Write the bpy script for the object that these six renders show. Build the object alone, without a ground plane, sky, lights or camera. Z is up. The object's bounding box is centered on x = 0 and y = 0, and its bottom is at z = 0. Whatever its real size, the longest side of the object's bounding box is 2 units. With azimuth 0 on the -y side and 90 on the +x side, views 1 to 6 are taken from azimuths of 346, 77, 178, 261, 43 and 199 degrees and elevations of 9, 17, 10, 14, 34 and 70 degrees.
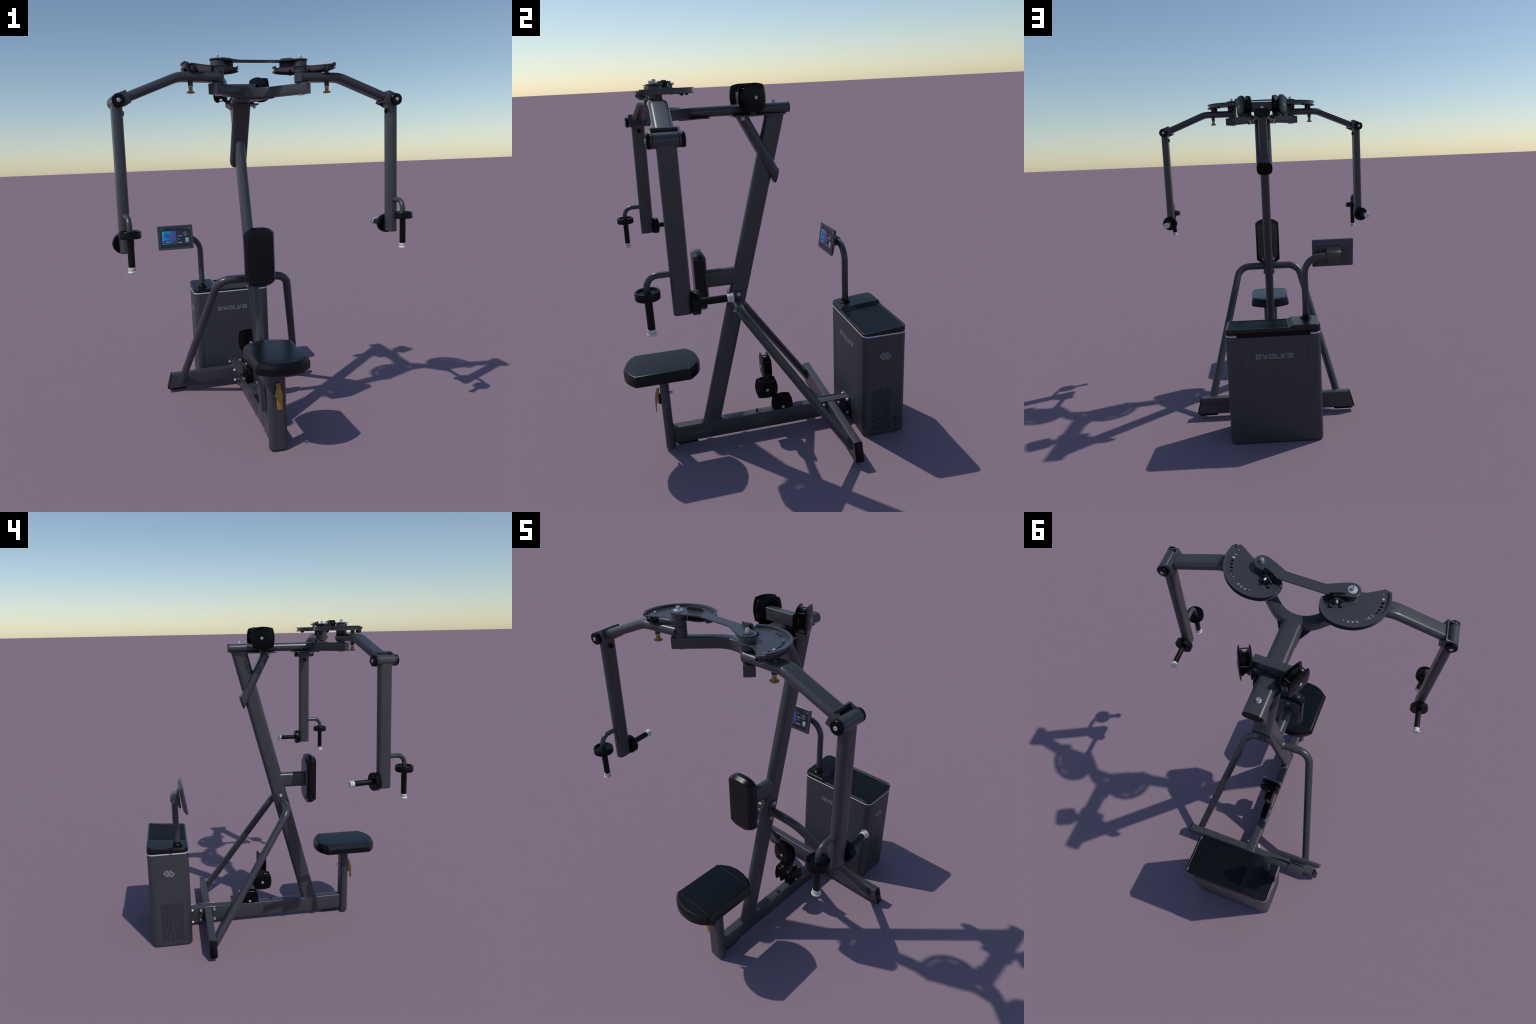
"""Seated chest-fly / rear-shoulder training machine, built part by part."""
import bpy, math
from mathutils import Matrix, Vector

for o in list(bpy.data.objects):
    bpy.data.objects.remove(o, do_unlink=True)
COL = bpy.context.scene.collection
V = Vector
rad = math.radians


# ------------------------------------------------------------------ materials
def material(name, color, rough=0.5, metal=0.0, vary=0.0, scale=40.0, bump=0.0,
             bump_scale=400.0, coat=0.0, spec=0.5):
    m = bpy.data.materials.new(name)
    m.use_nodes = True
    nt = m.node_tree
    b = nt.nodes["Principled BSDF"]
    b.inputs["Base Color"].default_value = (*color, 1)
    b.inputs["Roughness"].default_value = rough
    b.inputs["Metallic"].default_value = metal
    b.inputs["Specular IOR Level"].default_value = spec
    if coat:
        b.inputs["Coat Weight"].default_value = coat
        b.inputs["Coat Roughness"].default_value = 0.25
    tc = nt.nodes.new("ShaderNodeTexCoord")
    if vary:
        n = nt.nodes.new("ShaderNodeTexNoise")
        n.inputs["Scale"].default_value = scale
        n.inputs["Detail"].default_value = 4
        nt.links.new(tc.outputs["Object"], n.inputs["Vector"])
        r = nt.nodes.new("ShaderNodeValToRGB")
        r.color_ramp.elements[0].position = 0.3
        r.color_ramp.elements[1].position = 0.7
        r.color_ramp.elements[0].color = (*[c * (1 - vary) for c in color], 1)
        r.color_ramp.elements[1].color = (*[c * (1 + vary) for c in color], 1)
        nt.links.new(n.outputs["Fac"], r.inputs["Fac"])
        nt.links.new(r.outputs["Color"], b.inputs["Base Color"])
    if bump:
        n2 = nt.nodes.new("ShaderNodeTexNoise")
        n2.inputs["Scale"].default_value = bump_scale
        n2.inputs["Detail"].default_value = 3
        nt.links.new(tc.outputs["Object"], n2.inputs["Vector"])
        bp = nt.nodes.new("ShaderNodeBump")
        bp.inputs["Strength"].default_value = bump
        bp.inputs["Distance"].default_value = 0.001
        nt.links.new(n2.outputs["Fac"], bp.inputs["Height"])
        nt.links.new(bp.outputs["Normal"], b.inputs["Normal"])
    return m


PAINT = material("graphite_powder_coat", (0.0425, 0.0435, 0.0525), 0.33, vary=0.05, scale=60, bump=0.02, bump_scale=900)
PANEL = material("graphite_cabinet_panel", (0.0405, 0.0415, 0.050), 0.5, vary=0.04, scale=30)
BLACK = material("black_plastic", (0.0014, 0.0017, 0.0024), 0.3, vary=0.1, spec=0.17)
LIDM = material("black_lid_plastic", (0.0016, 0.0019, 0.0026), 0.32, vary=0.1, spec=0.36)
RUBBER = material("black_rubber", (0.003, 0.003, 0.004), 0.6, spec=0.2)
GRIP = material("black_grip_rubber", (0.0030, 0.0031, 0.0038), 0.5, bump=0.15, bump_scale=700, spec=0.2)
VINYL = material("black_vinyl", (0.0018, 0.0027, 0.0042), 0.28, vary=0.1, scale=50, bump=0.03, bump_scale=600, spec=0.3)
STEEL = material("bright_steel", (0.50, 0.50, 0.52), 0.35, metal=0.35)
WHITE = material("white_plastic", (0.60, 0.60, 0.61), 0.4)
ORANGE = material("orange_ring", (0.55, 0.26, 0.04), 0.45)
OCHRE = material("ochre_plastic", (0.36, 0.185, 0.035), 0.42)
TRIM = material("pale_trim", (0.55, 0.56, 0.60), 0.35)
LETTER = material("pale_grey_lettering", (0.19, 0.19, 0.21), 0.5)
BLUE = material("blue_light_strip", (0.04, 0.22, 0.46), 0.3)
SEAM = material("dark_seam", (0.010, 0.010, 0.012), 0.7)
CAP = material("dark_grey_cap", (0.020, 0.021, 0.024), 0.5)
GLASS = material("dark_display_glass", (0.010, 0.012, 0.016), 0.22)
TILE = material("display_tile", (0.016, 0.020, 0.030), 0.25)
PALE = material("display_pale_mark", (0.42, 0.43, 0.46), 0.3)
GREY = material("display_grey_mark", (0.10, 0.11, 0.14), 0.3)
CYAN = material("display_cyan_mark", (0.03, 0.33, 0.50), 0.3)
INK = material("display_blue_ink", (0.012, 0.06, 0.20), 0.3)
MAGENTA = material("display_magenta_ribbon", (0.36, 0.05, 0.30), 0.3)
CRIMSON = material("display_crimson_ribbon", (0.35, 0.03, 0.08), 0.3)


def card_material():
    """cyan-to-violet diagonal gradient of the big card on the display"""
    m = material("display_gradient_card", (0.02, 0.2, 0.6), 0.25)
    nt = m.node_tree
    tc = nt.nodes.new("ShaderNodeTexCoord")
    dt = nt.nodes.new("ShaderNodeVectorMath")
    dt.operation = "DOT_PRODUCT"
    dt.inputs[1].default_value = (7.6, 0.0, -3.0)      # mostly to the right, a little downwards
    gr = nt.nodes.new("ShaderNodeMath")
    gr.inputs[1].default_value = 7.6 * 0.4505 + 3.0 * 1.066
    rp = nt.nodes.new("ShaderNodeValToRGB")
    e = rp.color_ramp.elements
    e[0].position, e[0].color = 0.0, (0.012, 0.42, 0.62, 1)
    e[1].position, e[1].color = 1.0, (0.12, 0.08, 0.40, 1)
    k = e.new(0.38); k.color = (0.012, 0.22, 0.58, 1)
    k = e.new(0.70); k.color = (0.020, 0.10, 0.36, 1)
    nt.links.new(tc.outputs["Object"], dt.inputs[0])
    nt.links.new(dt.outputs["Value"], gr.inputs[0])
    nt.links.new(gr.outputs["Value"], rp.inputs["Fac"])
    nt.links.new(rp.outputs["Color"], nt.nodes["Principled BSDF"].inputs["Base Color"])
    return m


CARD = card_material()

# ------------------------------------------------------------------ builders
ROOT = bpy.data.objects.new("strength_training_machine", None)
COL.objects.link(ROOT)
ROOT["label"] = "dark grey seated chest fly machine with swing arms and cabinet"
ROOT["category"] = "gym machine"


def finish(name, me, mat, parent, angle=35.0):
    for p in me.polygons:
        p.use_smooth = True
    me.set_sharp_from_angle(angle=rad(angle))
    me.materials.clear()
    me.materials.append(mat)
    o = bpy.data.objects.new(name, me)
    COL.objects.link(o)
    o.parent = parent or ROOT
    return o


def from_lists(name, verts, faces, mat, parent=None, M=None, angle=35.0):
    if M is not None:
        verts = [M @ V(v) for v in verts]
        if M.determinant() < 0:
            faces = [tuple(reversed(f)) for f in faces]
    me = bpy.data.meshes.new(name)
    me.from_pydata([tuple(v) for v in verts], [], faces)
    me.update()
    return finish(name, me, mat, parent, angle)


def merge(name, objs, parent=None, kind=None):
    """join several just-built pieces of one part into a single mesh"""
    import bmesh
    bm = bmesh.new()
    mats = []
    for o in objs:
        me = o.data.copy()
        mm = o.data.materials[0]
        if mm not in mats:
            mats.append(mm)
        for p in me.polygons:
            p.material_index = mats.index(mm)
        bm.from_mesh(me)
        bpy.data.meshes.remove(me)
    me = bpy.data.meshes.new(name)
    bm.to_mesh(me)
    bm.free()
    for mm in mats:
        me.materials.append(mm)
    for o in objs:
        bpy.data.objects.remove(o, do_unlink=True)
    o = bpy.data.objects.new(name, me)
    COL.objects.link(o)
    o.parent = parent or ROOT
    if kind:
        o["kind"] = kind
    return o


def loft_lists(rings, cap0=True, cap1=True):
    n = len(rings[0])
    verts, faces = [], []
    for r in rings:
        verts += [tuple(p) for p in r]
    for i in range(len(rings) - 1):
        a, b = i * n, (i + 1) * n
        for j in range(n):
            k = (j + 1) % n
            faces.append((a + j, a + k, b + k, b + j))
    if cap0:
        faces.append(tuple(reversed(range(n))))
    if cap1:
        faces.append(tuple(range((len(rings) - 1) * n, len(rings) * n)))
    return verts, faces


def loft(name, rings, mat, parent=None, M=None, angle=35.0):
    v, f = loft_lists(rings)
    return from_lists(name, v, f, mat, parent, M, angle)


def rounded_rect(w, h, r, n=6):
    """counter-clockwise outline centred on the origin"""
    r = min(r, w / 2 - 1e-5, h / 2 - 1e-5)
    pts = []
    for cx, cy, a0 in ((w / 2 - r, h / 2 - r, 0), (-w / 2 + r, h / 2 - r, 90),
                       (-w / 2 + r, -h / 2 + r, 180), (w / 2 - r, -h / 2 + r, 270)):
        for i in range(n + 1):
            a = rad(a0 + 90 * i / n)
            pts.append((cx + r * math.cos(a), cy + r * math.sin(a)))
    return pts


def circle(r, n=24):
    return [(r * math.cos(2 * math.pi * i / n), r * math.sin(2 * math.pi * i / n)) for i in range(n)]


def fillet(points, radii, seg=10):
    """round the inner corners of a polyline"""
    pts = [V(p) for p in points]
    out = [pts[0]]
    for i in range(1, len(pts) - 1):
        p, a, b = pts[i], (pts[i - 1] - pts[i]).normalized(), (pts[i + 1] - pts[i]).normalized()
        r = radii[i - 1] if isinstance(radii, (list, tuple)) else radii
        ang = a.angle(b)
        d = r / math.tan(ang / 2)
        c = p + (a + b).normalized() * (r / math.sin(ang / 2))
        s, e = (p + a * d) - c, (p + b * d) - c
        tot = s.angle(e)
        for k in range(seg + 1):
            t = k / seg
            out.append(c + (s * math.sin((1 - t) * tot) + e * math.sin(t * tot)) / math.sin(tot))
    out.append(pts[-1])
    return out


def sweep(name, path, section, mat, side=None, parent=None, M=None, angle=35.0):
    """sweep a section (x along `side`, y across) along a path"""
    path = [V(p) for p in path]
    rings = []
    sd = V(side) if side is not None else None
    for i, p in enumerate(path):
        if i == 0:
            t = path[1] - path[0]
        elif i == len(path) - 1:
            t = path[-1] - path[-2]
        else:
            t = (path[i + 1] - p).normalized() + (p - path[i - 1]).normalized()
        t.normalize()
        if sd is None:
            sd = t.orthogonal()
        x = (sd - t * sd.dot(t)).normalized()
        if side is None:
            sd = x
        y = t.cross(x)
        rings.append([p + x * a + y * b for a, b in section])
    return loft(name, rings, mat, parent, M, angle)


def frame(origin, z, x=None):
    z = V(z).normalized()
    x = V(x) if x is not None else z.orthogonal()
    x = (x - z * x.dot(z)).normalized()
    y = z.cross(x)
    m = Matrix.Identity(4)
    for i in range(3):
        m[i][0], m[i][1], m[i][2], m[i][3] = x[i], y[i], z[i], origin[i]
    return m


def lathe(name, profile, origin, axis, mat, parent=None, M=None, n=32, angle=35.0):
    """profile: list of (radius, height along axis)"""
    f = frame(origin, axis)
    rings = [[f @ V((r * math.cos(2 * math.pi * i / n), r * math.sin(2 * math.pi * i / n), h)) for i in range(n)]
             for r, h in [(max(r, 1e-4), h) for r, h in profile]]
    return loft(name, rings, mat, parent, M, angle)


def rod(name, p0, p1, r, mat, parent=None, M=None, bev=0.0015, n=28):
    p0, p1 = V(p0), V(p1)
    L = (p1 - p0).length
    return lathe(name, [(r - bev, 0), (r, bev), (r, L - bev), (r - bev, L)], p0, p1 - p0, mat, parent, M, n)


def prism(name, outlines, z0, z1, mat, parent=None, M=None, bevel=0.0, angle=35.0, bres=1):
    """extrude closed 2D outlines (inner ones become holes) between two heights"""
    cu = bpy.data.curves.new(name, "CURVE")
    cu.dimensions = "2D"
    cu.fill_mode = "BOTH"
    cu.extrude = (z1 - z0) / 2 - bevel
    cu.bevel_depth = bevel
    cu.bevel_resolution = bres
    cu.offset = -bevel
    for ol in outlines:
        s = cu.splines.new("POLY")
        s.points.add(len(ol) - 1)
        for p, q in zip(s.points, ol):
            p.co = (q[0], q[1], 0, 1)
        s.use_cyclic_u = True
    t = bpy.data.objects.new(name, cu)
    COL.objects.link(t)
    me = bpy.data.meshes.new_from_object(t.evaluated_get(bpy.context.evaluated_depsgraph_get()))
    bpy.data.objects.remove(t, do_unlink=True)
    bpy.data.curves.remove(cu)
    T = (M if M is not None else Matrix.Identity(4)) @ Matrix.Translation((0, 0, (z0 + z1) / 2))
    me.transform(T)
    if T.determinant() < 0:
        me.flip_normals()
    me.update()
    return finish(name, me, mat, parent, angle)


def block(name, lo, hi, mat, parent=None, M=None, r=0.003, axis=2):
    """box with rounded edges, extruded along one axis"""
    lo, hi = V(lo), V(hi)
    i, j, k = [(1, 2, 0), (2, 0, 1), (0, 1, 2)][axis]
    size = hi - lo
    c = (lo + hi) / 2
    b = min(r * 0.6, size[k] * 0.3)
    rings = []
    for inset, h in ((b, lo[k]), (0, lo[k] + b), (0, hi[k] - b), (b, hi[k])):
        ring = []
        for a, d in rounded_rect(size[i] - 2 * inset, size[j] - 2 * inset, r, 3):
            p = V((0, 0, 0))
            p[i], p[j], p[k] = c[i] + a, c[j] + d, h
            ring.append(p)
        rings.append(ring)
    return loft(name, rings, mat, parent, M)


BOLT_MESH = {}


def bolt(origin, axis, r=0.009, h=0.007, parent=None, name="bolt", mat=None, M=None, washer=False):
    """cap-head bolt with a socket; meshes are shared per size"""
    mat = mat or STEEL
    key = (round(r, 4), round(h, 4), mat.name, washer)
    if key not in BOLT_MESH:
        prof = []
        if washer:
            prof += [(r * 1.3, 0), (r * 1.3, h * 0.12), (r, h * 0.16)]
        else:
            prof += [(r, 0)]
        prof += [(r, h * 0.75), (r * 0.8, h), (r * 0.5, h), (r * 0.45, h * 0.55), (0, h * 0.5)]
        o = lathe(name, prof, (0, 0, 0), (0, 0, 1), mat, parent, n=20)
        BOLT_MESH[key] = o.data
    else:
        o = bpy.data.objects.new(name, BOLT_MESH[key])
        COL.objects.link(o)
        o.parent = parent or ROOT
    org, ax = V(origin), V(axis)
    if M is not None:
        ax = M.to_3x3() @ ax
        org = M @ org
    o.matrix_local = frame(org, ax)
    return o


XC = 0.0035          # centre plane of the frame
S = lambda s: (1, -1)[s]

# ------------------------------------------------------------------ floor frame
BZ0, BZ1 = 0.027, 0.128
beam = sweep("floor_beam", [(0.002, -0.537, 0.0775), (0.002, 0.507, 0.0775)],
             rounded_rect(0.052, BZ1 - BZ0, 0.004, 3), PAINT, side=(1, 0, 0))
block("rubber_foot", (-0.022, -0.523, 0.013), (0.026, -0.408, 0.0275), RUBBER, beam, r=0.006)
rod("guide_pin", (0.006, -0.050, 0.127), (0.006, -0.050, 0.148), 0.0065, CAP, beam)
rod("guide_pin_socket", (0.004, -0.030, 0.1275), (0.004, -0.030, 0.1295), 0.005, SEAM, beam)

for s in (1, -1):
    # half of the cross foot; its outer end is cut on a slant
    sec = rounded_rect(0.045, 0.101, 0.004, 3)[::s]
    o = loft("cross_foot", [[(s * x, 0.3965 + a, 0.0775 + b) for (a, b), x in ((p, 0.030 if inner else 0.455 + (0.0505 - p[1]) * 0.27) for p in sec)]
                            for inner in (True, False)], PAINT)
    # slanted black end cap
    rings = []
    for off, ins in ((-0.0005, 0.0), (0.004, 0.0), (0.006, 0.003)):
        sec = rounded_rect(0.045 - 2 * ins + 0.001, 0.101 - 2 * ins + 0.001, 0.005, 3)[::s]
        rings.append([(s * (0.455 + off + (0.0505 - b) * 0.27), 0.3965 + a, 0.0775 + b) for a, b in sec])
    loft("end_cap", rings, BLACK, o)
    block("rubber_foot", (min(s * 0.36, s * 0.475), 0.380, 0.013), (max(s * 0.36, s * 0.475), 0.413, 0.0275), RUBBER, o, r=0.008)
    # clamp plate and its bolts
    cl = block("clamp_plate", (0.0285 if s > 0 else -0.0305, 0.338, 0.030), (0.0345 if s > 0 else -0.0245, 0.457, 0.1312), PAINT, beam, r=0.003, axis=0)
    for y in (0.352, 0.443):
        for z in (0.111, 0.041):
            bolt((0.0345 if s > 0 else -0.0305, y, z), (s, 0, 0), 0.0085, 0.012, cl)
plate = block("cabinet_mount_plate", (-0.050, 0.5045, 0.012), (0.050, 0.5115, 0.137), PAINT, beam, r=0.004, axis=1)
for x in (-0.037, 0.037):
    for z in (0.118, 0.032):
        bolt((x, 0.505, z), (0, -1, 0), 0.009, 0.013, plate)
block("mount_skirt", (-0.024, 0.46, 0.018), (0.028, 0.505, 0.03), PAINT, beam, r=0.002)

# ------------------------------------------------------------------ upright column
TUBE = rounded_rect(0.055, 0.098, 0.0262, 8)
c0, c1 = V((XC, -0.3170, 0.122)), V((XC, 0.1310, 1.809))
cd = (c1 - c0).normalized()


def cut_tube(name, p0, p1, sec, side, z0=None, z1=None, mat=PAINT, parent=None):
    """straight tube whose ends are mitred on horizontal planes"""
    p0, p1 = V(p0), V(p1)
    t = (p1 - p0).normalized()
    x = V(side)
    x = (x - t * x.dot(t)).normalized()
    y = t.cross(x)
    rings = []
    for p, zc in ((p0, z0), (p1, z1)):
        ring = []
        for a, b in sec:
            q = p + x * a + y * b
            if zc is not None:
                q = q + t * ((zc - q.z) / t.z)
            ring.append(q)
        rings.append(ring)
    return loft(name, rings, mat, parent)


column = cut_tube("upright_column", c0, c1, TUBE, (1, 0, 0), 0.124, 1.809)

# brace between top plate and column, cut parallel to the column
b0, b1 = V((XC, -0.032, 1.8025)), V((XC, 0.121, 1.5075))
bt = (b1 - b0).normalized()
bx, by = V((1, 0, 0)), bt.cross(V((1, 0, 0)))
bsec = rounded_rect(0.100, 0.052, 0.0235, 8)
coln = V((0, cd.z, -cd.y))           # outward (rear) normal of the column
endp = V((XC, 0.127, 1.523))
rings = []
for k in range(2):
    ring = []
    for a, b in bsec:
        q = (b0, b1)[k] + bx * a + by * b
        q = q + bt * ((1.809 - q.z) / bt.z if k == 0 else (endp - q).dot(coln) / bt.dot(coln))
        ring.append(q)
    rings.append(ring)
brace = loft("brace_tube", rings, PAINT)
rings2 = [[q + coln * d + (endp - q) * ins for q in rings[1]] for d, ins in ((-0.001, 0.0), (0.003, 0.0), (0.0045, 0.06))]
loft("end_cap", rings2, BLACK, brace)

# bracket plates and A-frame support tube
for s in (1, -1):
    pts = [(-0.172, 0.786), (-0.118, 0.781), (-0.086, 0.893), (-0.141, 0.905)]
    M = frame((XC + s * 0.027, 0, 0), (1, 0, 0), (0, 1, 0))
    pl = prism("bracket_plate", [pts], 0 if s > 0 else -0.006, 0.006 if s > 0 else 0, PAINT, column, M, 0.001)
    for y, z in ((-0.1165, 0.884), (-0.141, 0.795)):
        bolt((XC + s * 0.033, y, z), (s, 0, 0), 0.0105, 0.007, pl)
    path = fillet([(XC + s * 0.028, -0.1315, 0.838), (XC + s * 0.1999, -0.1315, 0.838), (XC + s * 0.3985, 0.382, 0.0655)], 0.085, 14)
    sweep("support_tube", path, circle(0.0235, 28), PAINT)

# ------------------------------------------------------------------ top plate, beam and fork
tp = [(0.030, 0.187), (0.046, 0.085), (0.078, 0.005), (0.090, -0.030), (0.090, -0.078), (0.083, -0.085)]
tp = [(XC + x, y) for x, y in tp] + [(XC - x, y) for x, y in reversed(tp)]
top_plate = prism("flange_plate", [tp], 1.8085, 1.8155, PAINT, None, None, 0.001)
for s in (1, -1):
    bolt((XC + s * 0.0705, -0.043, 1.8085), (0, 0, -1), 0.009, 0.016, top_plate)
    block("cable_stop", (XC + s * 0.069 - 0.013, -0.006, 1.816), (XC + s * 0.069 + 0.013, 0.022, 1.842), CAP, top_plate, r=0.005)

XT = 0.0045
top_beam = sweep("top_beam", [(XT, 0.199, 1.8415), (XT, -0.292, 1.8415)], rounded_rect(0.098, 0.050, 0.0247, 9), PAINT, side=(1, 0, 0))
sweep("end_cap", [(XT, 0.198, 1.8415), (XT, 0.202, 1.8415)], rounded_rect(0.0985, 0.0505, 0.025, 9), BLACK, side=(1, 0, 0), parent=top_beam)
bolt((XT, 0.131, 1.8662), (0, 0, 1), 0.010, 0.016, top_beam, washer=True)
lathe("tie_bolt", [(0.012, 0), (0.011, 0.005), (0.004, 0.008)], (XT - 0.044, 0.045, 1.853), (-0.8, 0, 0.6), PAINT, top_beam, n=20)

# Y-shaped fork: two 45 degree legs joined by an arc
R = 0.147
path = [(XT + 0.2405, -0.4835, 1.841)]
for i in range(25):
    a = rad(45 + 90 * i / 24)
    path.append((XT + R * math.cos(a), -0.308 - R + R * math.sin(a), 1.841))
path.append((XT - 0.2405, -0.4835, 1.841))
fork = sweep("fork_beam", path, rounded_rect(0.0500, 0.050, 0.003, 3)[::-1], PAINT, side=(0, 0, 1))
gus = [(0.088, -0.318), (0.052, -0.252), (0.046, -0.20), (-0.046, -0.20), (-0.052, -0.252), (-0.088, -0.318), (-0.100, -0.355), (-0.05, -0.318), (0.0, -0.308), (0.05, -0.318), (0.100, -0.355)]
prism("gusset_plate", [[(XT + x, y) for x, y in gus]], 1.8095, 1.8158, PAINT, fork, None, 0.001)

# ------------------------------------------------------------------ covered pulleys


def cover_outline(w, h, n=9):
    """square with bulging sides and small corners"""
    pts = []
    cx, cy = w * 0.42, h * 0.43
    for (x0, y0), (x1, y1), (nx, ny), bulge in (((cx, -cy), (cx, cy), (1, 0), w * 0.08), ((cx, cy), (-cx, cy), (0, 1), h * 0.07),
                                                ((-cx, cy), (-cx, -cy), (-1, 0), w * 0.08), ((-cx, -cy), (cx, -cy), (0, -1), h * 0.07)):
        for i in range(n):
            t = 0.03 + 0.94 * i / (n - 1)
            k = 1 - (2 * t - 1) ** 2
            pts.append((x0 + (x1 - x0) * t + nx * bulge * k, y0 + (y1 - y0) * t + ny * bulge * k))
    return pts


def pulley(centre, axis, up, w=0.128, h=0.130, half=0.029, gap=0.0165, parent=None, spin=0.0, bolt_at=(0, 0), both=True):
    """grooved sheave between two domed covers"""
    M = frame(centre, axis, V(up).cross(V(axis)))
    if spin:
        M = M @ Matrix.Rotation(rad(spin), 4, "Z")
    hub = lathe("pulley_sheave", [(0.012, -gap), (0.054, -gap + 0.001), (0.0565, -gap + 0.003), (0.0565, -gap + 0.005), (0.046, -0.002),
                                  (0.046, 0.002), (0.0565, gap - 0.005), (0.0565, gap - 0.003), (0.054, gap - 0.001), (0.012, gap)],
                (0, 0, 0), (0, 0, 1), BLACK, parent, M, 40)
    ol = cover_outline(w, h)
    for s in (1, -1):
        d = half - gap
        rings = []
        for k, z in ((0.97, 0.0), (1.0, 0.001), (1.0, 0.0035), (0.965, 0.0055), (0.80, d * 0.72), (0.55, d * 0.92), (0.28, d), (0.02, d)):
            rings.append([(x * k, y * k, s * (gap + z)) for x, y in (ol if s > 0 else ol[::-1])])
        loft("pulley_cover", rings, BLACK, hub, M, 28)
        if both or s > 0:
            bolt((bolt_at[0], bolt_at[1], s * (half - 0.0015)), (0, 0, s), 0.0085, 0.0045, hub, M=M)
    for a in (43, 137, 250):
        p = (0.0605 * math.cos(rad(a)), 0.0605 * math.sin(rad(a)))
        rod("spacer_pin", (p[0], p[1], -gap - 0.001), (p[0], p[1], gap + 0.001), 0.003, CAP, hub, M, n=12)
    return hub


crossbar = sweep("pulley_crossbar", [(XC - 0.083, -0.025, 1.896), (XC + 0.083, -0.025, 1.896)], rounded_rect(0.040, 0.059, 0.004, 3), PAINT, side=(0, 1, 0))
for s in (1, -1):
    ax = V((s * math.cos(rad(25)), math.sin(rad(25)), 0))
    pulley((XC + s * 0.1122, -0.0015, 1.898), ax, (0, 0, 1), half=0.033, gap=0.0205, h=0.134, parent=crossbar)

low = pulley((0.002, 0.104, 0.141), (1, 0, 0), (0, 0, 1), w=0.122, h=0.142, half=0.0252, gap=0.0150, parent=beam)
mid = pulley((0.004, 0.014, 0.276), (1, 0, 0), (0, 0, 1), w=0.126, h=0.120, spin=0, bolt_at=(0, -0.004))
upp = pulley((0.004, 0.016, 0.416), (0, -1, 0), (0, 0, 1), w=0.134, h=0.138, parent=mid, bolt_at=(0, -0.004))
block("swivel_block", (-0.012, 0.002, 0.320), (0.020, 0.030, 0.362), CAP, mid, r=0.004)

# ------------------------------------------------------------------ cam discs, link, arms
PIV = V((XT + 0.2085, -0.456, 0.0))
NH = [-10, -2, 6, 14, 22, 30.5, 38.5, 62, 70, 78]


def disc_r(a):
    """outer radius of the cam disc flange against angle (degrees)"""
    if a < 105:
        return 0.1745
    k = (a - 105) / 47.0
    return 0.1745 - 0.041 * k ** 2.1


def side_matrix(s, spin=0.0):
    """local frame: pivot at the origin, x outwards; s=-1 mirrors it"""
    if s > 0:
        return Matrix.Translation((PIV.x, PIV.y, 0)) @ Matrix.Rotation(rad(-spin), 4, "Z")
    return (Matrix.Translation((XT - 0.2085, PIV.y, 0)) @ Matrix.Rotation(rad(spin), 4, "Z") @ Matrix.Scale(-1, 4, (1, 0, 0)))


def pol(r, a):
    return (r * math.cos(rad(a)), r * math.sin(rad(a)))


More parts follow.
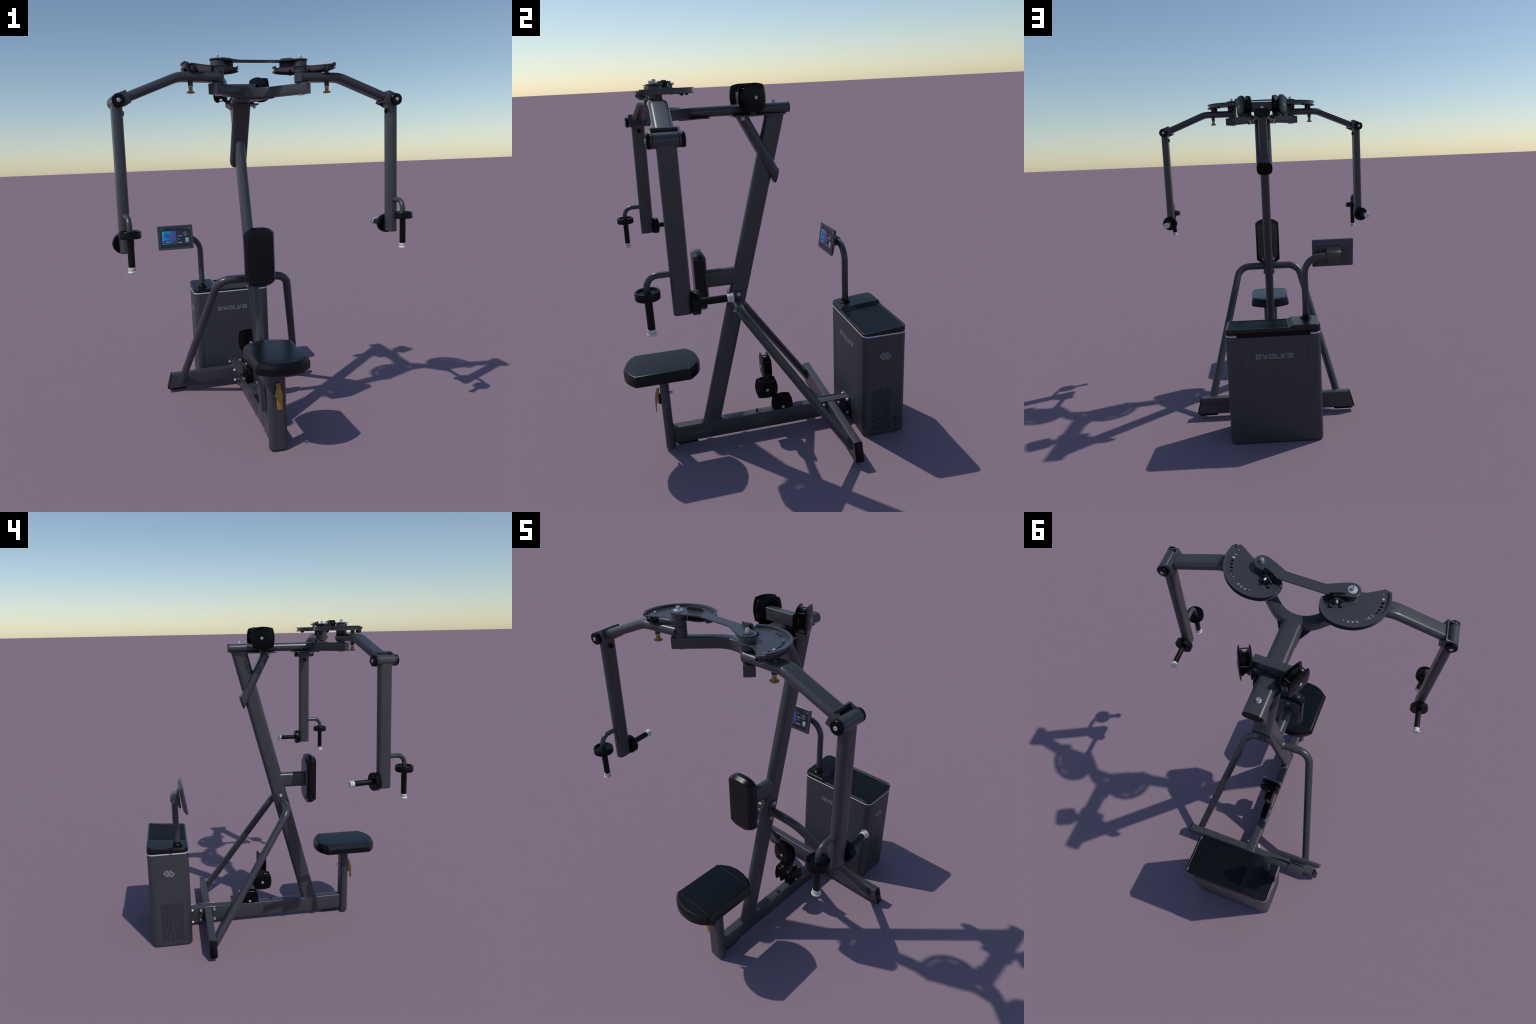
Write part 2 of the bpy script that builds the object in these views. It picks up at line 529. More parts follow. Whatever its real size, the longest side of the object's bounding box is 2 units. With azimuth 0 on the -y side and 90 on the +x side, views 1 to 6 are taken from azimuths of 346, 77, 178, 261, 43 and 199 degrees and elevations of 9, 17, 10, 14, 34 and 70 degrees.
for s in (1, -1):
    M = side_matrix(s)
    # plate outline: arc, straight radial edge, rounded boss around the pivot
    out = [pol(disc_r(a) - 0.010, a) for a in range(-22, 153, 4)]
    out += [(-0.118, 0.060), (-0.100, 0.028), (-0.060, 0.010)]
    out += [pol(0.042, a) for a in range(175, 316, 12)]
    out += [(0.046, -0.030), (0.056, -0.034), (0.062, -0.036), (0.128, -0.079), (0.134, -0.081), (0.139, -0.080), (0.143, -0.076)]
    holes = []
    for a in NH:
        cx, cy = pol(0.139, a)
        ca, sa = math.cos(rad(a)), math.sin(rad(a))
        holes.append([(cx + x * ca - y * sa, cy + x * sa + y * ca) for x, y in rounded_rect(0.015, 0.0105, 0.005, 3)])
    disc = prism("cam_disc", [out] + holes, 1.9435, 1.9485, PAINT, None, M, 0.0008)
    # channel rim around it
    z0, z1 = 1.9345, 1.9592
    rings = []
    for i in range(59):
        a = -20 + 172 * i / 58
        r = disc_r(a) - 0.0125
        rings.append([(*pol(r + dr, a), z) for dr, z in ((0, z0), (0.0125, z0), (0.0125, z0 + 0.0022), (0.0035, z0 + 0.0028), (0.0035, z1 - 0.0030),
                                                         (0.0125, z1 - 0.0026), (0.0125, z1 - 0.0006), (0.0118, z1), (0.0030, z1), (0.0009, z1 - 0.0008), (0, z1 - 0.0030))])
    loft("cam_rim", rings, PAINT, disc, M)
    for a in (-20, 44.5, 87):
        bolt((*pol(0.139, a), 1.9485), (0, 0, 1), 0.0026, 0.002, disc, "rivet", M=M)
    # rubber bumpers below the plate and the cable clamp at the front corner
    for a, rr in ((93, 0.139), (52, 0.139)):
        x, y = pol(rr, a)
        lathe("rubber_bumper", [(0.0095, 0), (0.0095, -0.009), (0.007, -0.016), (0.002, -0.018)], (x, y, 1.9440), (0, 0, 1), RUBBER, disc, M, 20)
    x, y = pol(0.141, -29)
    block("cable_clamp", (x - 0.014, y - 0.006, 1.919), (x + 0.014, y + 0.016, 1.9435), CAP, disc, M, 0.004)
    rod("clamp_screw", (x - 0.004, y - 0.012, 1.929), (x - 0.004, y + 0.02, 1.929), 0.005, BLACK, disc, M, n=16)
    x, y = pol(0.166, -23)
    block("cable_clamp", (x - 0.008, y - 0.008, 1.9395), (x + 0.008, y + 0.008, 1.954), CAP, disc, M, 0.003)
    # collars above and below
    lathe("pivot_collar", [(0.030, 1.918), (0.031, 1.919), (0.031, 1.9435), (0.0335, 1.9435), (0.0335, 1.9665), (0.032, 1.972), (0.020, 1.974)],
          (0, 0, 0), (0, 0, 1), PAINT, disc, M, 40)
    lathe("pivot_groove", [(0.0305, 1.9155), (0.0305, 1.9185)], (0, 0, 0), (0, 0, 1), SEAM, disc, M, 40)

# link plate between the two pivots
half = []
half += [pol(0.037, a) for a in range(-95, 80, 8)]
half = [(0.2085 + x, y) for x, y in half]
right = [(0.086, 0.0100), (0.098, 0.0075), (0.150, -0.0185), (0.1905, -0.035)] + half + [(0.185, 0.042), (0.150, 0.054), (0.108, 0.0605)]
outline = [(XT + x, PIV.y + y) for x, y in right] + [(XT - x, PIV.y + y) for x, y in reversed(right)]
link = prism("link_plate", [outline], 1.9745, 1.9805, PAINT, None, None, 0.0012)
for s in (1, -1):
    M = side_matrix(s)
    lathe("link_washer", [(0.0215, 1.9805), (0.0215, 1.983), (0.014, 1.984)], (0, 0, 0), (0, 0, 1), STEEL if s < 0 else PAINT, link, M, 28)
    b = bolt((0, 0, 1.983), (0, 0, 1), 0.0090, 0.0170, link, M=M)
    # stop bracket: D-shaped plate, ridged bumper, second plate, bolt
    ax = V((0.39, 0.92, 0)).normalized()
    d = V((0.92, -0.39, 0))
    # local coordinates are relative to the pivot
    P = V((-0.055, 0.0455, 0))
    D = [(-0.037, 1.944), (0.037, 1.944), (0.037, 1.976)] + [(0.022 + 0.015 * math.cos(rad(a)), 1.980 + 0.016 * math.sin(rad(a))) for a in range(0, 91, 15)] + [(-0.022 - 0.015 * math.sin(rad(a)), 1.980 + 0.016 * math.cos(rad(a))) for a in range(0, 91, 15)]
    F = frame(P, ax, d)
    # frame's y axis = ax x d ; make it point up
    F = Matrix(((d.x, 0, ax.x, P.x), (d.y, 0, ax.y, P.y), (0, 1, 0, 0), (0, 0, 0, 1)))
    prism("stop_bracket", [D], -0.0025, 0.0025, CAP, link, M @ F, 0.0008)
    for t in (0.006, 0.014):
        q = P + ax * t - d * 0.016
        lathe("stop_bumper", [(0.006, -0.004), (0.012, -0.003), (0.0135, 0), (0.012, 0.003), (0.006, 0.004)], (q.x, q.y, 1.979), ax, RUBBER, link, M, 24)
    Q = P + ax * 0.026 - d * 0.004
    F2 = Matrix(((d.x, 0, ax.x, Q.x), (d.y, 0, ax.y, Q.y), (0, 1, 0, 0), (0, 0, 0, 1)))
    D2 = [(-0.030, 1.949), (0.030, 1.949), (0.030, 1.968), (0.020, 1.976), (0.010, 1.990), (-0.012, 1.990), (-0.022, 1.976), (-0.030, 1.970)]
    prism("stop_bracket", [D2], -0.0025, 0.0025, CAP, link, M @ F2, 0.0008)
    q2 = Q + ax * 0.0025
    rod("adjuster_screw", (q2.x, q2.y, 1.978), (q2.x + ax.x * 0.016, q2.y + ax.y * 0.016, 1.978), 0.0055, STEEL, link, M, n=16)
    for t in (-0.024, 0.022):
        q3 = Q + d * t + ax * 0.010
        block("stop_bracket_foot", (q3.x - 0.007, q3.y - 0.010, 1.9484), (q3.x + 0.007, q3.y + 0.010, 1.960), CAP, link, M, 0.003)

# fork end hardware
for s in (1, -1):
    M = side_matrix(s)
    lathe("pivot_washer", [(0.026, 1.8655), (0.026, 1.8695), (0.018, 1.870), (0.018, 1.873)], (0, 0, 0), (0, 0, 1), PAINT, fork, M, 28)
    lathe("pivot_nut", [(0.004, 1.811), (0.018, 1.811), (0.019, 1.8125), (0.019, 1.8165)], (0, 0, 0), (0, 0, 1), STEEL, fork, M, 24)

ARM_T = rad(21.6)
HUB = V((0.491, 0.0, 1.778))
ad = V((math.cos(ARM_T), 0, -math.sin(ARM_T)))      # along the arm, outwards
au = V((math.sin(ARM_T), 0, math.cos(ARM_T)))
OVAL = rounded_rect(0.081, 0.042, 0.0195, 8)


def lever_arm(s, spin, lean=(0.0, 0.0)):
    """lean: drift (x, y) of the hanging tube per metre below the elbow"""
    M = side_matrix(s, spin)
    LEAN = Matrix(((1, 0, -lean[0], lean[0] * HUB.z), (0, 1, -lean[1], lean[1] * HUB.z), (0, 0, 1, 0), (0, 0, 0, 1)))
    hubz = 1.894
    # corner where horizontal run meets the sloping run (both through their centre lines)
    cx = HUB.x - (hubz - HUB.z) / math.tan(ARM_T)
    path = fillet([(0.0, 0, hubz), (cx, 0, hubz), tuple(HUB - ad * 0.040)], 0.15, 12)
    arm = sweep("swing_arm", path, OVAL, PAINT, side=(0, 1, 0), M=M)
    lathe("arm_hub", [(0.029, 1.872), (0.031, 1.874), (0.031, 1.914), (0.029, 1.916)], (0, 0, 0), (0, 0, 1), PAINT, arm, M, 40)
    # spring pull pin through the arm
    lathe("pin_housing", [(0.0115, 1.852), (0.0115, 1.938), (0.010, 1.939)], (0.1385, 0, 0), (0, 0, 1), CAP, arm, M, 24)
    rod("pull_pin", (0.1385, 0, 1.842), (0.1385, 0, 1.9535), 0.0062, STEEL, arm, M, n=18)
    lathe("pin_collar", [(0.0095, 1.847), (0.0115, 1.848), (0.0115, 1.8525)], (0.1385, 0, 0), (0, 0, 1), STEEL, arm, M, 24)
    lathe("pull_knob", [(0.004, 1.819), (0.013, 1.8195), (0.0195, 1.822), (0.0205, 1.8245), (0.019, 1.8265), (0.011, 1.8285), (0.0095, 1.831), (0.0095, 1.844), (0.008, 1.846)],
          (0.1385, 0, 0), (0, 0, 1), OCHRE, arm, M, 32)
    # clevis: U-shaped channel around the elbow barrel
    t, w, hh, a0 = 0.008, 0.057, 0.0293, -0.051
    u_out = [(a0, -w), (0.0, -w), (0.0, -w + t), (a0 + t, -w + t), (a0 + t, w - t), (0.0, w - t), (0.0, w), (a0, w)]
    F = Matrix(((ad.x, 0, au.x, HUB.x), (ad.y, 1, au.y, HUB.y), (ad.z, 0, au.z, HUB.z), (0, 0, 0, 1)))
    clv = prism("elbow_clevis", [u_out], -hh, hh, PAINT, arm, M @ F, 0.0015)
    for k in (1, -1):
        lathe("clevis_cheek", [(hh - 0.001, k * (w - t)), (hh, k * (w - t + 0.001)), (hh, k * (w - 0.0012)), (hh - 0.0015, k * w)], HUB, (0, 1, 0), PAINT, clv, M, 40)
        lathe("elbow_cap", [(0.0292, k * w), (0.0298, k * (w + 0.001)), (0.0292, k * (w + 0.011)), (0.026, k * (w + 0.0145)), (0.008, k * (w + 0.015))], HUB, (0, 1, 0), BLACK, clv, M, 40)
        bolt((HUB.x, HUB.y + k * (w + 0.014), HUB.z), (0, k, 0), 0.0088, 0.005, clv, M=M)
    bq = HUB + ad * (a0 + t)
    rod("stop_bolt", bq + V((0, 0.014, 0)), bq + ad * 0.010 + V((0, 0.014, 0)), 0.010, BLACK, clv, M, n=20)
    lathe("elbow_barrel", [(0.026, -w + t + 0.0008), (0.029, -w + t + 0.002), (0.029, w - t - 0.002), (0.026, w - t - 0.0008)], HUB, (0, 1, 0), PAINT, clv, M, 40)
    M = LEAN @ M
    # hanging tube
    drop = sweep("hanging_tube", [(0.491, 0, 1.775), (0.491, 0, 1.099)], rounded_rect(0.048, 0.077, 0.0205, 8), PAINT, side=(1, 0, 0), parent=arm, M=M)
    sweep("end_cap", [(0.491, 0, 1.1), (0.491, 0, 1.096)], rounded_rect(0.0475, 0.0765, 0.0202, 8), BLACK, side=(1, 0, 0), parent=arm, M=M)
    lathe("stop_button", [(0.012, 0), (0.012, 0.006), (0.009, 0.008), (0.006, 0.008), (0.0055, 0.004), (0, 0.004)], (0.4675, 0, 1.727), (-1, 0, 0), BLACK, arm, M, 24)
    # front handle: bent rod, cupped guard, grip, white end
    hy = -0.130
    path = fillet([(0.491, -0.032, 1.267), (0.491, hy, 1.267), (0.491, hy, 1.165)], 0.046, 12)
    sweep("handle_rod", path, circle(0.0128, 24), PAINT, parent=arm, M=M)

    def grip_set(o, axis, rec, L):
        """guard ring at the origin, grip and end piece along the axis"""
        prof = [(0.014, -0.016), (0.047, -0.016), (0.050, -0.013), (0.050, 0.013), (0.0475, 0.017), (0.041, 0.017)]
        prof += [(0.0395, 0.015), (0.0385, 0.0095), (0.013, 0.0085)] if rec else [(0.014, 0.017)]
        lathe("hand_guard", prof if not rec else prof, o, V(axis) * -1, BLACK, arm, M, 48)
        if rec:
            for a in (25, 205):
                p = V(o) + V((0.0405 * math.cos(rad(a)), 0.0405 * math.sin(rad(a)), 0.0115))
                block("guard_rib", (p.x - 0.007, p.y - 0.006, p.z - 0.005), (p.x + 0.007, p.y + 0.006, p.z + 0.0045), BLACK, arm, M, 0.002)
        lathe("hand_grip", [(0.0148, 0.012), (0.0152, 0.016), (0.0152, L - 0.0275), (0.0145, L - 0.0265)], o, axis, GRIP, arm, M, 32)
        lathe("grip_end", [(r, L + h) for r, h in ((0.0150, -0.0275), (0.0165, -0.0265), (0.0165, -0.014), (0.0162, -0.0125), (0.0175, -0.0105), (0.0205, -0.0065), (0.0205, -0.0035), (0.0185, -0.0005), (0.009, 0), (0.0075, -0.002), (0, -0.002))],
              o, axis, WHITE, arm, M, 36)
        lathe("grip_ring", [(r, L + h) for r, h in ((0.0160, -0.0143), (0.0172, -0.014), (0.0172, -0.0117), (0.0160, -0.0115))], o, axis, ORANGE, arm, M, 36)

    grip_set((0.491, hy, 1.1905), (0, 0, -1), True, 0.1715)
    # rear handle pointing backwards
    rod("handle_stub", (0.491, 0.030, 1.134), (0.491, 0.075, 1.134), 0.0128, CAP, arm, M)
    grip_set((0.491, 0.0535, 1.134), (0, 1, 0), False, 0.1545)
    bolt((0.5152, 0.012, 1.21), (1, 0, 0), 0.003, 0.001, arm, "rivet", CAP, M=M)
    return arm


lever_arm(1, 0.0)
lever_arm(-1, 9.4, (-0.011, -0.022))

# ------------------------------------------------------------------ padded seat and chest pad


def pad_outline(hw, ye, power, arc, inset, n=25):
    """straight sides, bulging ends; ye = half length of the straight part"""
    pts = []
    w = hw - inset
    e = ye - inset * 0.25
    tip = ye + arc - inset
    for sgn in (1, -1):
        for i in range(n):
            t = -1 + 2 * i / (n - 1)
            x = -sgn * t * w
            pts.append((x, sgn * (e + (tip - e) * (1 - abs(t) ** power))))
    return pts


def padded(name, hw, ye, arc, depth, M, parent=None, power=2.4):
    """cushion: local z is the seating side, z=0 the underside"""
    c, t = 0.024, 0.0125           # height and width of the chamfered edge
    lev = [(0.010, 0.0), (0.003, 0.002), (0.0, 0.006), (0.0, depth - c), (t * 0.94, depth - 0.0012), (t + 0.002, depth - 0.0003), (t + 0.008, depth), (hw * 0.55, depth + 0.0005)]
    rings = [[(x, y, z) for x, y in pad_outline(hw, ye, power, arc, i)] for i, z in lev]
    o = loft(name, rings, VINYL, parent, M, 25)
    # stitched seams where the end pieces meet the centre piece
    for sgn in (1, -1):
        pts = [(hw + 0.0004, 0.006), (hw + 0.0004, depth - c), (hw - t * 0.94, depth - 0.0008), (hw - t - 0.004, depth + 0.0004)]
        pts = pts + [(-x, z) for x, z in reversed(pts)]
        sweep("stitched_seam", [(x, sgn * (ye - 0.002), z) for x, z in pts], rounded_rect(0.002, 0.0018, 0.0006, 2), SEAM, side=(0, 1, 0), parent=o, M=M)
    return o


post = sweep("seat_post_sleeve", [(0.002, -0.5625, 0.012), (0.002, -0.5625, 0.455)], rounded_rect(0.099, 0.051, 0.0245, 9), PAINT, side=(1, 0, 0))
sweep("seat_post", [(0.002, -0.5625, 0.44), (0.002, -0.5625, 0.474)], rounded_rect(0.088, 0.042, 0.0205, 9), STEEL, side=(1, 0, 0), parent=post)
seat = padded("seat_cushion", 0.1375, 0.1435, 0.0615, 0.062, Matrix.Translation((0.003, -0.5615, 0.4755)))
block("seat_base_board", (-0.09, -0.68, 0.467), (0.096, -0.45, 0.4765), BLACK, seat, r=0.004)
bolt((0.004, -0.5365, 0.344), (0, 1, 0), 0.0075, 0.017, post)
for z in (0.290,):
    bolt((0.0512, -0.5625, z), (1, 0, 0), 0.003, 0.001, post, "rivet")
# quick release lever
lv = []
for z, y0, y1, hw in ((0.244, -0.6215, -0.618, 0.0115), (0.247, -0.6225, -0.6165, 0.0135), (0.270, -0.6225, -0.6160, 0.0148), (0.297, -0.6215, -0.6120, 0.0155), (0.304, -0.621, -0.600, 0.0158), (0.325, -0.6195, -0.596, 0.0170),
                      (0.338, -0.6175, -0.5965, 0.0160), (0.349, -0.615, -0.598, 0.0110), (0.372, -0.608, -0.592, 0.0100), (0.379, -0.604, -0.593, 0.0085)):
    lv.append([(0.003 + x, (y0 + y1) / 2 + y, z) for x, y in rounded_rect(2 * hw, y1 - y0, 0.003, 3)])
lever = loft("release_lever", lv, OCHRE, post)
rod("lever_pin", (-0.0185, -0.604, 0.313), (0.0245, -0.604, 0.313), 0.0045, STEEL, post, n=16)
block("lever_mount", (-0.010, -0.602, 0.288), (0.016, -0.586, 0.345), BLACK, post, r=0.004)

# chest pad: cushion faces -y, its length runs along z
PM = Matrix(((1, 0, 0, 0.003), (0, 0, -1, -0.2920), (0, 1, 0, 0.9845), (0, 0, 0, 1)))
chest = padded("chest_pad", 0.0825, 0.131, 0.030, 0.0545, PM, power=3.2)
bo = [(x, z) for x, z in pad_outline(0.068, 0.106, 3.0, 0.030, 0)]
prism("pad_backing_plate", [bo], -0.0120, -0.0002, PAINT, chest, PM, 0.003, bres=2)
for z in (0.113, -0.113):
    bolt((0.0, z, -0.0115), (0, 0, -1), 0.0065, 0.007, chest, M=PM)
sweep("pad_arm", [(0.004, -0.276, 0.9835), (0.004, -0.115, 0.9835)], rounded_rect(0.052, 0.097, 0.022, 8), PAINT, side=(1, 0, 0))

# ------------------------------------------------------------------ cabinet
BX, BY0, BY1 = 0.2590, 0.512, 0.7650
CX = 0.0025
BC = (BY0 + BY1) / 2


def cab(inset=0.0, r=0.034):
    return [(CX + x, BC + y) for x, y in rounded_rect(2 * (BX - inset), BY1 - BY0 - 2 * inset, r - inset, 8)]


rings = [[(x, y, z) for x, y in cab(i)] for i, z in ((0.012, 0.0), (0.005, 0.0015), (0.0015, 0.005), (0.0, 0.011), (0.0, 0.621))]
cabinet = loft("weight_cabinet", rings, PANEL)
rings = [[(x, y, z) for x, y in cab(i)] for i, z in ((0.0, 0.6205), (-0.0008, 0.6212), (-0.0008, 0.6275), (0.0, 0.628))]
loft("cabinet_trim", rings, TRIM, cabinet)


def smooth(t):
    t = max(0.0, min(1.0, t))
    return t * t * (3 - 2 * t)


def lid_plain(x, y):
    """top of the lid: leans towards the user, one end stepped up"""
    return 0.6405 + (y - BY0) * 0.0835 + 0.0115 * smooth((-0.083 - x) / 0.030)


def lid_z(x, y):
    d = min(x + 0.084, CX + BX - 0.011 - x, y - BY0 - 0.011, BY1 - 0.011 - y)
    return lid_plain(x, y) - 0.0048 * smooth(d / 0.0035)


def dense(inset, n=240, m=40):
    """lid outline with closely spaced points on its straight edges"""
    w, h, r = BX - inset, (BY1 - BY0) / 2 - inset, max(0.0015, 0.034 - inset)
    pts = []
    for (ax, ay), (bx_, by_), k in (((w, -h + r), (w, h - r), m), ((w - r, h), (-w + r, h), n), ((-w, h - r), (-w, -h + r), m), ((-w + r, -h), (w - r, -h), n)):
        pts += [(ax + (bx_ - ax) * i / (k - 1), ay + (by_ - ay) * i / (k - 1)) for i in range(k)]
        ex, ey = pts[-1]
        # quarter turn to the next edge
        dx, dy = (bx_ - ax), (by_ - ay)
        L = math.hypot(dx, dy)
        tx, ty = dx / L, dy / L
        cx, cy = ex - ty * r, ey + tx * r
        for q in range(1, 8):
            a = math.pi / 2 * q / 8
            pts.append((cx + ty * r * math.cos(a) + tx * r * math.sin(a), cy - tx * r * math.cos(a) + ty * r * math.sin(a)))
    return [(CX + x, BC + y) for x, y in pts]


rings = []
for i, low_z, drop_z in ((0.002, 0.6275, 0), (0.0, 0.629, 0), (0.0, 0, 0.0050), (0.0009, 0, 0.0022), (0.0030, 0, 0.0006), (0.0055, 0, 0.0), (0.0090, 0, 0), (0.0110, 0, 0),
                         (0.0120, 0, 0), (0.0130, 0, 0), (0.0145, 0, 0), (0.02, 0, 0), (0.0320, 0, 0)):
    rings.append([(x, y, low_z if low_z else lid_z(x, y) - drop_z) for x, y in dense(i)])
lv_, lf_ = loft_lists(rings, True, False)
# close the last, narrow ring by bridging its two long sides
last = (len(rings) - 1) * len(rings[0])
m_, n_ = 40, 240
upper = list(range(last + m_ + 7, last + m_ + 7 + n_))
lower = list(range(last + 2 * m_ + n_ + 21, last + 2 * m_ + 2 * n_ + 21))[::-1]
for i in range(n_ - 1):
    lf_.append((upper[i], upper[i + 1], lower[i + 1], lower[i]))
lf_.append(tuple(range(upper[-1], lower[-1] + 1)))
lf_.append(tuple([*range(lower[0], last + len(rings[0])), *range(last, upper[0] + 1)]))
lid = from_lists("cabinet_lid", lv_, lf_, LIDM, cabinet, None, 50)
# raised diagonal ribs on the tray floor
rv, rf = [], []
tx0, tx1, ty0, ty1 = -0.079, CX + BX - 0.017, BY0 + 0.017, BY1 - 0.017
pitch, k = 0.0130, 0.9
for i in range(-40, 80):
    c0_ = tx0 + i * pitch                      # x + k*y is constant along a rib
    ends = []
    ys = sorted((max(ty0, min(ty1, ty0 + (c0_ - tx1) / k)), max(ty0, min(ty1, ty0 + (c0_ - tx0) / k))))
    if ys[1] - ys[0] < 0.004:
        continue
    for y in ys:
        x = c0_ - k * (y - ty0)
        ends.append((x, y))
    n0 = len(rv)
    nx, ny = 1 / math.hypot(1, k), k / math.hypot(1, k)
    for x, y in ends:
        z = lid_plain(x, y) - 0.0048
        for off, dz in ((-0.0032, -0.0004), (-0.0010, 0.0022), (0.0010, 0.0022), (0.0032, -0.0004)):
            rv.append((x + nx * off, y + ny * off, z + dz))
    rf += [(n0, n0 + 1, n0 + 5, n0 + 4), (n0 + 1, n0 + 2, n0 + 6, n0 + 5), (n0 + 2, n0 + 3, n0 + 7, n0 + 6), (n0, n0 + 3, n0 + 2, n0 + 1), (n0 + 4, n0 + 5, n0 + 6, n0 + 7)]
ribs = from_lists("tray_ribs", rv, rf, LIDM, lid, angle=20)
ribs["kind"] = "stuff"
block("lid_rear_lip", (-0.200, 0.7635, 0.616), (0.200, 0.7670, 0.642), BLACK, lid, r=0.001)
for x in (-0.186, 0.188):
    block("panel_seam", (x - 0.0008, 0.7635, 0.004), (x + 0.0008, 0.7654, 0.618), SEAM, cabinet, r=0.0005)
CUTS = []
for x in (-0.192, 0.200):
    block("light_strip", (x - 0.0019, BY0 + 0.0014, 0.1335), (x + 0.0019, BY0 + 0.012, 0.5305), BLUE, cabinet, r=0.0005)
    CUTS.append(block("slot_cutter", (x - 0.0022, BY0 - 0.01, 0.133), (x + 0.0022, BY0 + 0.009, 0.531), SEAM, cabinet, r=0.0015))

# lettering, drawn as strokes of square-cornered polygons on a 6-letter baseline
LW, LH, ST = 0.0325, 0.0262, 0.0062


def bar(x0, y0, x1, y1):
    return [(x0, y0), (x1, y0), (x1, y1), (x0, y1)]


def letter(ch):
    W, H, T = LW, LH, ST
    v = T * 1.25
    if ch == "E":
        return [[(0.002, 0), (W, 0), (W, T), (v, T), (v, H - T), (W, H - T), (W, H), (0.002, H), (0, H - 0.002), (0, 0.002)], bar(0.012, H / 2 - T / 2 + 0.0003, W, H / 2 + T / 2 - 0.0003)]
    if ch == "3":
        return [[(W - x, y) for x, y in reversed(p)] for p in letter("E")]
    if ch == "V":
        m = W / 2
        return [[(m - 0.0045, 0), (m + 0.0045, 0), (W, H), (W - 0.0082, H), (m, 0.0085), (0.0082, H), (0, H)]]
    if ch == "O":
        return [[(0, H - T), (W - v, H - T), (W - v, H * 0.42), (W, H * 0.42), (W, H - 0.002), (W - 0.002, H), (0.003, H)],
                [(W, T), (v, T), (v, H * 0.60), (0, H * 0.60), (0, 0.003), (0.003, 0), (W, 0)]]
    if ch == "L":
        return [[(0.002, 0), (W - 0.002, 0), (W, T), (v, T), (v, H), (0, H), (0, 0.002)]]


def word(M):
    outs = []
    x = 0.0
    for ch, adv in zip("EVOLV3", (0.0355, 0.0340, 0.0370, 0.0265, 0.0365, 0.0)):
        outs += [[(x + a, b) for a, b in p] for p in letter(ch)]
        x += adv
    width = x + LW
    k = 0.204 / width
    outs = [[((a - width / 2) * k, b - LH / 2) for a, b in p] for p in outs]
    prism("cabinet_lettering", outs, -0.0004, 0.0010, LETTER, cabinet, M)


word(Matrix(((1, 0, 0, 0.001), (0, 0, -1, BY0), (0, 1, 0, 0.506), (0, 0, 0, 1))))
word(Matrix(((-1, 0, 0, 0.000), (0, 0, 1, BY1), (0, 1, 0, 0.505), (0, 0, 0, 1))))



def stroke(pts, w):
    """outline of a mitred stroke along a polyline"""
    pts = [V((x, y, 0)) for x, y in pts]
    left, right = [], []
    for i, p in enumerate(pts):
        a = (p - pts[i - 1]).normalized() if i else (pts[1] - p).normalized()
        b = (pts[i + 1] - p).normalized() if i < len(pts) - 1 else a
        n = V((-a.y - b.y, a.x + b.x, 0)).normalized()
        k = w / 2 / max(0.4, n.dot(V((-a.y, a.x, 0))))
        left.append(p + n * k)
        right.append(p - n * k)
    return [(p.x, p.y) for p in left + right[::-1]]


# emblem on both cabinet ends: two interlocking hooks
hook = [(-0.0038, -0.0213), (-0.0298, 0.0022), (-0.0157, 0.0200), (0.0122, -0.0028)]
hooks = [stroke(hook, 0.0097), stroke([(-x, -y) for x, y in hook], 0.0097)]
ENDS = {-1: Matrix(((0, 0, -1, CX - BX), (-1, 0, 0, 0), (0, 1, 0, 0), (0, 0, 0, 1))),
        1: Matrix(((0, 0, 1, CX + BX), (1, 0, 0, 0), (0, 1, 0, 0), (0, 0, 0, 1)))}
for s, M in ENDS.items():
    prism("cabinet_emblem", hooks, -0.0004, 0.0010, LETTER, cabinet, M @ Matrix.Translation((s * 0.638, 0.497, 0)))

# ventilation field: staggered three-armed slots
star = []
for k in range(3):
    a = rad(90 + 120 * k)
    d, n = (math.cos(a), math.sin(a)), (-math.sin(a), math.cos(a))
    a2 = rad(150 + 120 * k)
    w = 0.0016
    star += [(d[0] * 0.0092 - n[0] * w, d[1] * 0.0092 - n[1] * w), (d[0] * 0.0092 + n[0] * w, d[1] * 0.0092 + n[1] * w),
             (math.cos(a2) * w * 1.16, math.sin(a2) * w * 1.16)]
for s, M in ENDS.items():
    outs = []
    y0, y1 = (0.568, 0.696) if s < 0 else (0.568, 0.669)
    cols = 9 if s < 0 else 7
    step = (y1 - y0) / (cols - 1)
    for i in range(cols):
        for j in range(14):
            y = y0 + step * i
            z = 0.0385 + j * 0.0186 + (0.0093 if i % 2 else 0.0)
            outs.append([(s * y + px, z + pz) for px, pz in star])
    CUTS.append(prism("slot_cutter", outs, -0.070, 0.010, SEAM, cabinet, M))
cutter = merge("slot_cutter", CUTS)
mod = cabinet.modifiers.new("slots", "BOOLEAN")
mod.operation, mod.object, mod.solver = "DIFFERENCE", cutter, "EXACT"
bpy.context.view_layer.update()
cut = bpy.data.meshes.new_from_object(cabinet.evaluated_get(bpy.context.evaluated_depsgraph_get()))
cabinet.modifiers.clear()
cabinet.data = cut
cut.name = "weight_cabinet"
for p in cut.polygons:
    p.use_smooth = True
cut.set_sharp_from_angle(angle=rad(35))
bpy.data.objects.remove(cutter, do_unlink=True)

